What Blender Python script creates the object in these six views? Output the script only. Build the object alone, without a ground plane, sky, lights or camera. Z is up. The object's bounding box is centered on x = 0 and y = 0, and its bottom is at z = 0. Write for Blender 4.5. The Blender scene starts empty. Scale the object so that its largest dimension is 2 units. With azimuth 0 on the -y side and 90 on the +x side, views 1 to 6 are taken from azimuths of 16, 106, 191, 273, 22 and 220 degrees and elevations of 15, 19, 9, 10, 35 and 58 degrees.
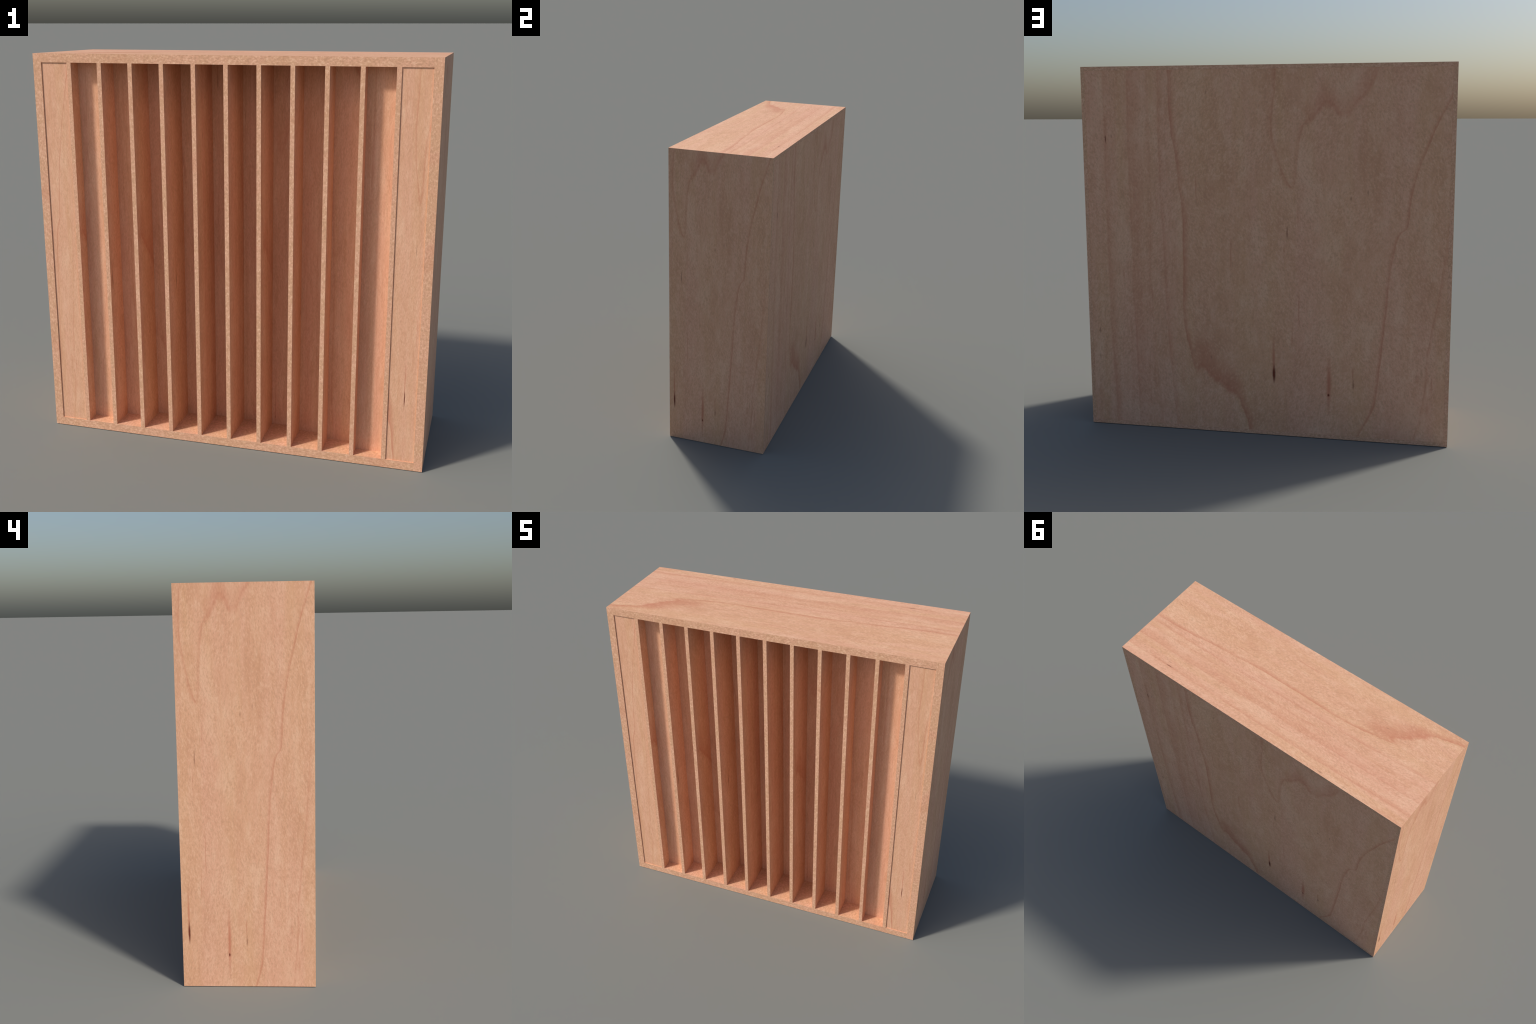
"""Wooden acoustic diffuser: a square veneered case, open at the front, divided by
thin upright fins into wells whose floors sink along a half-cosine towards the middle."""
import bpy, bmesh, math

# ------------------------------------------------------------------ dimensions (m)
W, D, H = 2.0, 2.0 / 3.0, 2.0          # outer size
T = 0.0433                             # case board thickness
FIN = 0.0219                           # divider thickness
BACK = 0.022                           # back board thickness, and width of the lip around it
CELLS = 12
FRONT = -D / 2
INNER = W - 2 * T
CELL = (INNER - (CELLS - 1) * FIN) / CELLS
PITCH = CELL + FIN
# depth of each cell below the front edge, from the rim to the middle (mirrored)
DEPTHS = [0.0053, 0.0745, 0.1410, 0.1970, 0.2370, 0.2520]
FLOOR = 0.020                          # thickness of the well floor boards


# ------------------------------------------------------------------ node helpers
class Net:
    def __init__(self, tree):
        self.t = tree

    def node(self, kind, **props):
        n = self.t.nodes.new(kind)
        for k, v in props.items():
            setattr(n, k, v)
        return n

    def put(self, sock, val):
        if isinstance(val, bpy.types.NodeSocket):
            self.t.links.new(val, sock)
        else:
            sock.default_value = val

    def math(self, op, a, b=0.0, c=None, clamp=False):
        n = self.node('ShaderNodeMath', operation=op, use_clamp=clamp)
        self.put(n.inputs[0], a)
        self.put(n.inputs[1], b)
        if c is not None:
            self.put(n.inputs[2], c)
        return n.outputs[0]

    def vmath(self, op, a, b=(0, 0, 0)):
        n = self.node('ShaderNodeVectorMath', operation=op)
        self.put(n.inputs[0], a)
        if op != 'LENGTH':
            self.put(n.inputs[1], b)
        return n.outputs['Value'] if op in ('LENGTH', 'DOT_PRODUCT') else n.outputs['Vector']

    def xyz(self, x, y, z=0.0):
        n = self.node('ShaderNodeCombineXYZ')
        for s, v in zip(n.inputs, (x, y, z)):
            self.put(s, v)
        return n.outputs[0]

    def split(self, v):
        n = self.node('ShaderNodeSeparateXYZ')
        self.put(n.inputs[0], v)
        return n.outputs

    def ramp(self, v, lo, hi, a=0.0, b=1.0, smooth=True):
        n = self.node('ShaderNodeMapRange',
                      interpolation_type='SMOOTHSTEP' if smooth else 'LINEAR')
        for s, x in zip(n.inputs, (v, lo, hi, a, b)):
            self.put(s, x)
        return n.outputs[0]

    def noise(self, vec, scale, detail=2.0, rough=0.5, dist=0.0):
        n = self.node('ShaderNodeTexNoise')
        self.put(n.inputs['Vector'], vec)
        n.inputs['Scale'].default_value = scale
        n.inputs['Detail'].default_value = detail
        n.inputs['Roughness'].default_value = rough
        n.inputs['Distortion'].default_value = dist
        return n.outputs['Fac']

    def curve(self, v, pts, span=2.2, off=0.1):
        """Piecewise-smooth function given by control points (input, output)."""
        n = self.node('ShaderNodeFloatCurve')
        pts = sorted(pts)
        c = n.mapping.curves[0]
        q = [((a + off) / span, (b + off) / span) for a, b in pts]
        while len(c.points) < len(q):
            c.points.new(0.5, 0.5)
        for p, (a, b) in zip(c.points, q):
            p.location = (a, b)
            p.handle_type = 'AUTO_CLAMPED'
        n.mapping.update()
        self.put(n.inputs['Value'], self.math('DIVIDE', self.math('ADD', v, off), span))
        return self.math('SUBTRACT', self.math('MULTIPLY', n.outputs[0], span), off)

    def mix(self, fac, a, b, blend='MIX'):
        n = self.node('ShaderNodeMix', data_type='RGBA', blend_type=blend)
        self.put(n.inputs[0], fac)
        for s, v in ((n.inputs[6], a), (n.inputs[7], b)):
            self.put(s, v if isinstance(v, bpy.types.NodeSocket) else (*v, 1.0))
        return n.outputs[2]


# ------------------------------------------------------------------ veneer figure
# Growth lines of the veneer sheet: u across the grain, v along it, both in metres.
# (points (v, u), core width, soft shade width, side of the shade, strength)
RINGS_ALONG = [
    ([(1.967, .127), (1.724, .129), (1.379, .128), (1.005, .129), (.643, .135),
      (.310, .147), (.047, .157)], .011, .050, 1, .50),
    ([(1.972, .265), (1.757, .261), (1.45, .263), (1.009, .271), (.685, .273),
      (.392, .283), (.033, .290)], .009, .100, 1, .46),
    ([(1.957, .370), (1.45, .378), (1.0, .372), (.62, .382), (.04, .42)], .008, .040, -1, .22),
    ([(1.957, .438), (1.723, .433), (1.451, .434), (1.105, .447), (.729, .460),
      (.366, .481), (.041, .511)], .007, .030, 1, .44),
]
RING_MAIN = [(1.983, .493), (1.79, .496), (1.683, .504), (1.52, .529), (1.384, .544),
             (1.246, .559), (1.017, .564), (.697, .558), (.59, .564), (.482, .587),
             (.388, .608), (.345, .625)]
RING_ELBOW = [(.600, .33), (.625, .345), (.652, .378), (.681, .356), (.724, .314), (.803, .260),
              (.868, .206), (.904, .113), (.929, .026), (.945, -.04)]      # (u, v)
RING_VEE_A = [(1.982, 1.071), (1.852, 1.064), (1.683, 1.050), (1.577, 1.066),
              (1.478, 1.100), (1.392, 1.138), (1.352, 1.168)]
RING_VEE_B = [(1.352, 1.168), (1.432, 1.182), (1.558, 1.192), (1.643, 1.205), (1.72, 1.230)]
RING_WAVY = [(1.225, 1.709), (1.262, 1.728), (1.308, 1.780), (1.347, 1.805), (1.374, 1.799),
             (1.410, 1.754), (1.453, 1.750), (1.485, 1.792), (1.536, 1.849), (1.581, 1.912),
             (1.605, 1.975)]                                                # (u, v)
RING_RIGHT = [(1.90, 2.012), (1.839, 1.981), (1.771, 1.945), (1.676, 1.898), (1.581, 1.862),
              (1.491, 1.826), (1.387, 1.796), (1.282, 1.779), (1.170, 1.766), (1.123, 1.724),
              (1.029, 1.700), (.915, 1.679), (.710, 1.663), (.536, 1.646), (.361, 1.628),
              (.196, 1.607), (.123, 1.574), (.033, 1.527)]
RING_EDGE = [(1.10, 1.97), (.997, 1.961), (.755, 1.929), (.597, 1.900), (.480, 1.883),
             (.376, 1.881), (.213, 1.863), (.142, 1.852), (.040, 1.824)]
# pith flecks: (u, v, half width, half length, strength)
FLECKS_RED = [(1.365, .300, .020, .21, .95), (1.061, .430, .013, .17, .85), (1.495, .374, .006, .07, .60),
              (1.201, .711, .007, .14, .55), (1.165, .561, .008, .11, .40), (1.910, .336, .009, .08, .55),
              (.376, .769, .008, .08, .55), (.212, .864, .006, .05, .60), (.637, 1.36, .006, .14, .50),
              (.826, 1.000, .007, .17, .50), (1.890, .208, .012, .05, .35), (1.833, .366, .016, .07, .30),
              (1.120, 1.03, .006, .10, .35), (.131, 1.58, .007, .10, .55), (.410, 1.27, .005, .08, .50),
              (1.195, 1.20, .006, .14, .25)]
FLECKS_DARK = [(1.0645, .350, .0120, .064, 1.0), (1.365, .249, .009, .014, 1.0), (1.497, .310, .0060, .036, .50),
               (1.136, 1.125, .0065, .042, .50), (1.476, 1.315, .006, .018, .36), (1.564, 1.346, .007, .018, .32),
               (.131, 1.618, .007, .030, .75), (.166, 1.631, .005, .018, .30), (.699, 1.858, .006, .014, .35),
               (.062, .545, .006, .022, .35), (.060, .395, .005, .026, .35), (.709, .424, .006, .016, .25)]
FLECKS_PALE = [(.082, .732, .030, .022, .55), (.977, .820, .012, .018, .45), (1.888, .299, .012, .065, .65),
               (1.685, .416, .008, .024, .50), (1.912, .903, .022, .022, .40), (.698, 1.878, .007, .016, .40),
               (.209, 1.169, .012, .030, .35), (.30, 1.33, .010, .05, .30), (1.80, .52, .012, .10, .30),
               (.10, .20, .014, .06, .30), (.085, 1.46, .006, .03, .45)]

# base colours (linear)
TAN = (0.745, 0.416, 0.245)
PINK = (0.775, 0.418, 0.274)
PALE = (0.900, 0.590, 0.400)
SHADE = (0.575, 0.316, 0.193)
ROSE = (0.640, 0.322, 0.186)
SAWN_A = (0.705, 0.400, 0.245)
SAWN_B = (0.755, 0.415, 0.272)
RED = (0.550, 0.165, 0.090)
UMBER = (0.150, 0.026, 0.014)


def veneer_group():
    g = bpy.data.node_groups.new('veneer_figure', 'ShaderNodeTree')
    g.interface.new_socket('Sheet', in_out='INPUT', socket_type='NodeSocketVector')
    g.interface.new_socket('Grain', in_out='INPUT', socket_type='NodeSocketVector')
    g.interface.new_socket('Knots', in_out='INPUT', socket_type='NodeSocketFloat')
    g.interface.new_socket('Color', in_out='OUTPUT', socket_type='NodeSocketColor')
    g.interface.new_socket('Height', in_out='OUTPUT', socket_type='NodeSocketFloat')
    n = Net(g)
    gi, go = n.node('NodeGroupInput'), n.node('NodeGroupOutput')
    sheet, grain = gi.outputs['Sheet'], gi.outputs['Grain']

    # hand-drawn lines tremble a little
    j1 = n.math('SUBTRACT', n.noise(n.vmath('MULTIPLY', grain, (9, 5, 1)), 2.0, 3.0), .5)
    j2 = n.math('SUBTRACT', n.noise(n.vmath('MULTIPLY', grain, (40, 40, 1)), 1.0, 2.0), .5)
    su, sv, _ = n.split(sheet)
    u = n.math('ADD', su, n.math('ADD', n.math('MULTIPLY', j1, .014), n.math('MULTIPLY', j2, .005)))
    v = n.math('ADD', sv, n.math('ADD', n.math('MULTIPLY', j1, .030), n.math('MULTIPLY', j2, .024)))
    vary = n.ramp(n.noise(n.vmath('MULTIPLY', grain, (3, 4, 1)), 1.5, 3.0), .30, .70, .70, 1.20)

    def line(d, core, soft, side, strength, window=None):
        a = n.ramp(n.math('ABSOLUTE', d), core * 1.3, 0.0)
        s = n.math('MULTIPLY', d, float(side))
        b = n.math('MULTIPLY', n.ramp(s, soft, 0.0), n.ramp(s, -core, 0.0))
        m = n.math('MULTIPLY', n.math('MAXIMUM', n.math('MULTIPLY', a, .80), n.math('MULTIPLY', b, .60)),
                   n.math('MULTIPLY', vary, strength))
        if window is not None:
            m = n.math('MULTIPLY', m, window)
        return m

    def window(c, lo, hi, f=.02):
        return n.math('MULTIPLY', n.ramp(c, lo - f, lo + f), n.ramp(c, hi + f, hi - f))

    masks = []
    for pts, core, soft, side, s in RINGS_ALONG:
        masks.append(line(n.math('SUBTRACT', u, n.curve(v, pts)), core, soft, side, s))
    masks.append(line(n.math('SUBTRACT', u, n.curve(v, RING_MAIN)), .007, .035, 1, .85,
                      n.ramp(v, .335, .36)))
    d = n.math('SUBTRACT', v, n.curve(u, RING_ELBOW))
    masks.append(line(n.math('MULTIPLY', d, .6), .018, .110, 1, 1.05, window(u, .627, .95, .012)))
    # brown cloud in the crook of the elbow
    masks.append(n.math('MULTIPLY', n.ramp(n.vmath('LENGTH', n.vmath('MULTIPLY', n.vmath(
        'SUBTRACT', n.xyz(u, v), (.670, .430, 0)), (8.5, 6.5, 0))), 1.0, .05),
        n.math('MULTIPLY', n.ramp(n.math('SUBTRACT', u, n.curve(v, RING_MAIN)), -.004, .006), .42)))
    masks.append(line(n.math('SUBTRACT', u, n.curve(v, RING_VEE_A)), .008, .030, -1, .60, n.ramp(v, 1.345, 1.37)))
    masks.append(line(n.math('SUBTRACT', u, n.curve(v, RING_VEE_B)), .007, .030, -1, .50, window(v, 1.362, 1.70)))
    d = n.math('SUBTRACT', v, n.curve(u, RING_WAVY))
    masks.append(line(n.math('MULTIPLY', d, .65), .020, .090, 1, .58, window(u, 1.228, 1.625, .012)))
    masks.append(line(n.math('SUBTRACT', u, n.curve(v, RING_RIGHT)), .006, .020, -1, .80))
    masks.append(line(n.math('SUBTRACT', u, n.curve(v, RING_EDGE)), .006, .020, 1, .45, n.ramp(v, 1.25, .95)))

    def flecks(items, taper):
        out = None
        for fu, fv, hw, hl, s in items:
            q = n.vmath('MULTIPLY', n.vmath('SUBTRACT', n.xyz(u, v), (fu, fv, 0)), (1 / hw, 1 / hl, 0))
            m = n.ramp(n.vmath('LENGTH', q), 1.0, taper, 0.0, s)
            out = m if out is None else n.math('MAXIMUM', out, m)
        return out

    red = masks[0]
    for m in masks[1:]:
        red = n.math('MAXIMUM', red, m)
    red = n.math('MAXIMUM', red, flecks(FLECKS_RED, .0))
    dark, pale = flecks(FLECKS_DARK, .25), flecks(FLECKS_PALE, .1)

    # broad bands along the grain, cloudy blotches, fine fibre speckle
    band = n.noise(n.vmath('MULTIPLY', grain, (7.0, .55, 1)), 1.0, 3.0, .55, .3)
    cloud = n.noise(n.vmath('MULTIPLY', grain, (5, 2.2, 1)), 1.3, 4.0, .6)
    stripe = n.noise(n.vmath('MULTIPLY', grain, (34, 1.3, 1)), 1.0, 3.0, .6, .4)
    # fibre leans one way or the other in different parts of the sheet
    gu, gv, gw = n.split(grain)

    def leaning(lean, across, along, detail, rough):
        w = n.xyz(n.math('MULTIPLY_ADD', gv, lean, gu), gv, gw)
        return n.noise(n.vmath('MULTIPLY', w, (across, along, 1)), 1.0, detail, rough)

    side = n.ramp(n.noise(n.vmath('MULTIPLY', grain, (1.6, 1.2, 1)), 1.6, 1.0), .42, .58)
    fibre = n.node('ShaderNodeMix')
    n.put(fibre.inputs[0], side)
    n.put(fibre.inputs[2], leaning(.30, 98, 62, 2.0, .72))
    n.put(fibre.inputs[3], leaning(-.22, 98, 62, 2.0, .72))
    fibre = fibre.outputs[0]
    fleck = leaning(.05, 200, 80, 1.0, .5)

    col = n.mix(n.ramp(band, .28, .68), TAN, PINK)
    col = n.mix(n.math('MULTIPLY', n.ramp(cloud, .50, .72), .38), col, PALE)
    col = n.mix(n.math('MULTIPLY', n.ramp(cloud, .48, .28), .50), col, ROSE)
    mottle = n.noise(n.vmath('MULTIPLY', grain, (22, 12, 1)), 1.0, 4.0, .65)
    col = n.mix(n.math('MULTIPLY', n.ramp(mottle, .50, .70), .36), col, ROSE)
    col = n.mix(n.math('MULTIPLY', n.ramp(mottle, .50, .30), .28), col, PALE)
    # the quarter-sawn left part of the sheet is streakier than the flat-sawn rest
    streaky = n.ramp(su, .62, .30, .06, .16)
    col = n.mix(n.math('MULTIPLY', n.ramp(stripe, .50, .72), streaky), col, RED)
    col = n.mix(n.math('MULTIPLY', n.ramp(stripe, .48, .30), n.math('MULTIPLY', streaky, .8)), col, PALE)
    col = n.mix(n.math('MULTIPLY', n.ramp(fibre, .50, .68), .46), col, SHADE)
    col = n.mix(n.math('MULTIPLY', n.ramp(fibre, .50, .32), .38), col, PALE)
    col = n.mix(n.math('MULTIPLY', n.ramp(fleck, .54, .74), .26), col, SHADE)
    col = n.mix(n.math('MULTIPLY', pale, .75), col, PALE)
    col = n.mix(n.math('MULTIPLY', red, n.math('MULTIPLY_ADD', gi.outputs['Knots'], .54, .21)), col, RED)
    col = n.mix(n.math('MULTIPLY', dark, gi.outputs['Knots']), col, UMBER)
    n.put(go.inputs['Color'], col)
    n.put(go.inputs['Height'], fibre)
    return g


def finish(n, col, height, bump):
    bsdf = n.node('ShaderNodeBsdfPrincipled')
    n.put(bsdf.inputs['Base Color'], col)
    bsdf.inputs['Roughness'].default_value = 0.72
    bsdf.inputs['Specular IOR Level'].default_value = 0.15
    b = n.node('ShaderNodeBump')
    b.inputs['Strength'].default_value = bump
    b.inputs['Distance'].default_value = 0.002
    n.put(b.inputs['Height'], height)
    n.put(bsdf.inputs['Normal'], b.outputs[0])
    out = n.node('ShaderNodeOutputMaterial')
    n.put(out.inputs[0], bsdf.outputs[0])


def world_coords(n):
    """Object coordinates carried to the whole piece, so that repeats differ."""
    tc, oi = n.node('ShaderNodeTexCoord'), n.node('ShaderNodeObjectInfo')
    return n.split(n.vmath('ADD', tc.outputs['Object'], oi.outputs['Location'])), oi.outputs['Random']


def new_material(name):
    m = bpy.data.materials.new(name)
    m.use_nodes = True
    m.node_tree.nodes.clear()
    return m, Net(m.node_tree)


def veneer_material(name, group, u_of, v_of, wrap=False):
    """u_of/v_of: (axis, scale, offset) laying the sheet on a face."""
    m, n = new_material(name)
    p, rnd = world_coords(n)
    u = n.math('MULTIPLY_ADD', p[u_of[0]], u_of[1], u_of[2])
    v = n.math('MULTIPLY_ADD', p[v_of[0]], v_of[1], v_of[2])
    gu, gv = u, v
    if wrap:
        gu = n.math('MULTIPLY_ADD', rnd, 7.3, u)
        if wrap == 'shuffled':           # every board cut from another spot of the sheet
            u, v = gu, n.math('MULTIPLY_ADD', rnd, 3.7, v)
        u = n.math('WRAP', u, 2.11, 0.0)
        v = n.math('WRAP', v, 2.08, 0.0)
    gnode = n.node('ShaderNodeGroup', node_tree=group)
    n.put(gnode.inputs['Sheet'], n.xyz(u, v, 0.0))
    n.put(gnode.inputs['Grain'], n.xyz(gu, gv, 0.37))
    gnode.inputs['Knots'].default_value = .40 if wrap == 'shuffled' else .95
    finish(n, gnode.outputs['Color'], gnode.outputs['Height'], .12)
    return m


def sawn_material(name, base_a, base_b, stretch, speck=1.0, blocks=False):
    """Sawn edge: short mottled pores instead of long figure."""
    m, n = new_material(name)
    p, rnd = world_coords(n)
    w = n.xyz(p[0], n.math('MULTIPLY_ADD', rnd, 3.1, p[1]), p[2])
    blot = n.noise(w, 9.0, 3.0, .6)
    spk = n.noise(n.vmath('MULTIPLY', w, stretch), 1.1, 3.0, .66)
    fine = n.noise(n.vmath('MULTIPLY', w, stretch), 2.3, 2.0, .6)
    col = n.mix(n.ramp(blot, .36, .64), base_a, base_b)
    col = n.mix(n.math('MULTIPLY', n.ramp(spk, .49, .66), .74 * speck), col, SHADE)
    col = n.mix(n.math('MULTIPLY', n.ramp(spk, .49, .34), .62 * speck), col, PALE)
    col = n.mix(n.math('MULTIPLY', n.ramp(fine, .50, .68), .45 * speck), col, SHADE)
    col = n.mix(n.math('MULTIPLY', n.ramp(n.noise(w, 5.0, 3.0, .6), .55, .75), .20), col, RED)
    col = n.mix(n.math('MULTIPLY', n.ramp(blot, .66, .80), .45), col, PALE)
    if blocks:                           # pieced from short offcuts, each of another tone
        cell = n.xyz(n.math('FLOOR', n.math('MULTIPLY_ADD', p[1], 4.3, 2.2)), n.math('FLOOR', n.math(
            'ADD', n.math('MULTIPLY', p[2], 2.6), n.math('MULTIPLY', n.math('FLOOR', n.math(
                'MULTIPLY_ADD', p[1], 4.3, 2.2)), .37))), n.math('MULTIPLY', rnd, 50.0))
        tone = n.node('ShaderNodeTexWhiteNoise')
        n.put(tone.inputs['Vector'], cell)
        col = n.mix(n.ramp(tone.outputs['Value'], .1, .9, 0.0, .48, False), col, ROSE)
        col = n.mix(n.ramp(tone.outputs['Value'], .35, .05, 0.0, .14, False), col, PALE)
    finish(n, col, spk, .15)
    return m


# ------------------------------------------------------------------ geometry helpers
def box_mesh(name, lo, hi, slots):
    """Closed board; slots = material for each facing (-x,+x,-y,+y,-z,+z)."""
    bm = bmesh.new()
    c = [[bm.verts.new((x, y, z)) for z in (lo[2], hi[2])] for x in (lo[0], hi[0]) for y in (lo[1], hi[1])]
    (a0, a1), (b0, b1), (c0, c1), (d0, d1) = c      # a(-x-y) b(-x+y) c(+x-y) d(+x+y)
    quads = [(a0, a1, b1, b0), (c0, d0, d1, c1), (a0, c0, c1, a1), (b0, b1, d1, d0),
             (a0, b0, d0, c0), (a1, c1, d1, b1)]
    mats = []
    for q, mat in zip(quads, slots):
        f = bm.faces.new(q)
        if mat not in mats:
            mats.append(mat)
        f.material_index = mats.index(mat)
    bmesh.ops.recalc_face_normals(bm, faces=bm.faces)
    me = bpy.data.meshes.new(name)
    bm.to_mesh(me)
    bm.free()
    for mat in mats:
        me.materials.append(mat)
    return me


def add(name, mesh, parent, loc=(0, 0, 0)):
    o = bpy.data.objects.new(name, mesh)
    o.location = loc
    o.parent = parent
    bpy.context.scene.collection.objects.link(o)
    return o


# ------------------------------------------------------------------ build
def build():
    fig = veneer_group()
    X, Y, Z = 0, 1, 2
    back_v = veneer_material('veneer_back', fig, (X, -1.0, 1.0), (Z, 1.0, 0.0))
    left_v = veneer_material('veneer_left', fig, (Y, -1.5, 1.01 + .5), (Z, .878, .098))
    right_v = veneer_material('veneer_right', fig, (Y, 1.5, 1.01 + .5), (Z, .878, .098))
    top_v = veneer_material('veneer_top', fig, (Y, -1.415, .040 + 1.415 / 3), (X, .9385, .042 + .9385))
    bottom_v = veneer_material('veneer_underside', fig, (Y, 1.415, .040 + 1.415 / 3), (X, .9385, .042 + .9385))
    cover_v = veneer_material('veneer_cover', fig, (X, 3.12, 1.61 + 3.12 * .957), (Z, 1.04, -.041), wrap='aligned')
    floor_v = veneer_material('veneer_well_floor', fig, (X, 3.12, 1.61 + 3.12 * .957), (Z, 1.04, -.041), wrap='shuffled')
    fin_v = veneer_material('veneer_fin', fig, (Y, 1.5, .5), (Z, .95, .03), wrap='shuffled')
    edge_h = sawn_material('sawn_edge_level', SAWN_A, SAWN_B, (62, 80, 100))
    edge_v = sawn_material('sawn_edge_upright', SAWN_A, SAWN_B, (100, 80, 62))
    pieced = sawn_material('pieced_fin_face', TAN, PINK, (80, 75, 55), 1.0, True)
    inner = sawn_material('sawn_inner_face', TAN, PINK, (80, 60, 80), .8)

    root = bpy.data.objects.new('acoustic_diffuser', None)
    root['label'] = 'square wooden sound diffuser with upright fins and wells'
    root['category'] = 'acoustic panel'
    bpy.context.scene.collection.objects.link(root)

    y0, y1, yb = FRONT, D / 2 - BACK, D / 2
    xi = W / 2 - T
    # case: uprights run full height, level boards sit between them
    add('side_board', box_mesh('side_board', (-W / 2, y0, 0), (-xi, y1, H),
        (left_v, inner, edge_v, inner, bottom_v, top_v)), root)
    add('side_board', box_mesh('side_board', (xi, y0, 0), (W / 2, y1, H),
        (inner, right_v, edge_v, inner, bottom_v, top_v)), root)
    add('top_board', box_mesh('top_board', (-xi, y0, H - T), (xi, y1, H),
        (inner, inner, edge_h, inner, inner, top_v)), root)
    add('bottom_board', box_mesh('bottom_board', (-xi, y0, 0), (xi, y1, T),
        (inner, inner, edge_h, inner, bottom_v, inner)), root)
    # rear: a lip runs round the back board, which sits a hair below it
    xl = W / 2 - BACK
    add('back_board', box_mesh('back_board', (-xl, y1, BACK), (xl, yb - .0008, H - BACK),
        (inner, inner, inner, back_v, inner, inner)), root)
    add('rear_lip', box_mesh('rear_lip', (-W / 2, y1, 0), (-xl, yb, H),
        (left_v, inner, inner, edge_v, bottom_v, top_v)), root)
    add('rear_lip', box_mesh('rear_lip', (xl, y1, 0), (W / 2, yb, H),
        (inner, right_v, inner, edge_v, bottom_v, top_v)), root)
    add('rear_lip', box_mesh('rear_lip', (-xl, y1, H - BACK), (xl, yb, H),
        (inner, inner, inner, edge_h, inner, top_v)), root)
    add('rear_lip', box_mesh('rear_lip', (-xl, y1, 0), (xl, yb, BACK),
        (inner, inner, inner, edge_h, bottom_v, inner)), root)

    # dividers: one shared mesh
    fin = box_mesh('divider_fin', (-FIN / 2, y0, T), (FIN / 2, y1, H - T),
                   (pieced, fin_v, edge_v, fin_v, inner, inner))
    for k in range(CELLS - 1):
        add('divider_fin', fin, root, ((k - (CELLS - 2) / 2) * PITCH, 0, 0))

    # floors of the wells: one shared board, let 2 mm into the fins, set at its depth
    e = .002
    size_lo, size_hi = (-CELL / 2 - e, 0, T - e), (CELL / 2 + e, FLOOR, H - T + e)
    floor = box_mesh('well_floor', size_lo, size_hi, (inner, inner, floor_v, inner, inner, inner))
    cover = box_mesh('cover_board', size_lo, size_hi, (inner, inner, cover_v, inner, inner, inner))
    for k in range(CELLS):
        r = min(k, CELLS - 1 - k)
        x = (k - (CELLS - 1) / 2) * PITCH
        rim = r == 0
        add('cover_board' if rim else 'well_floor', cover if rim else floor, root, (x, y0 + DEPTHS[r], 0))


build()
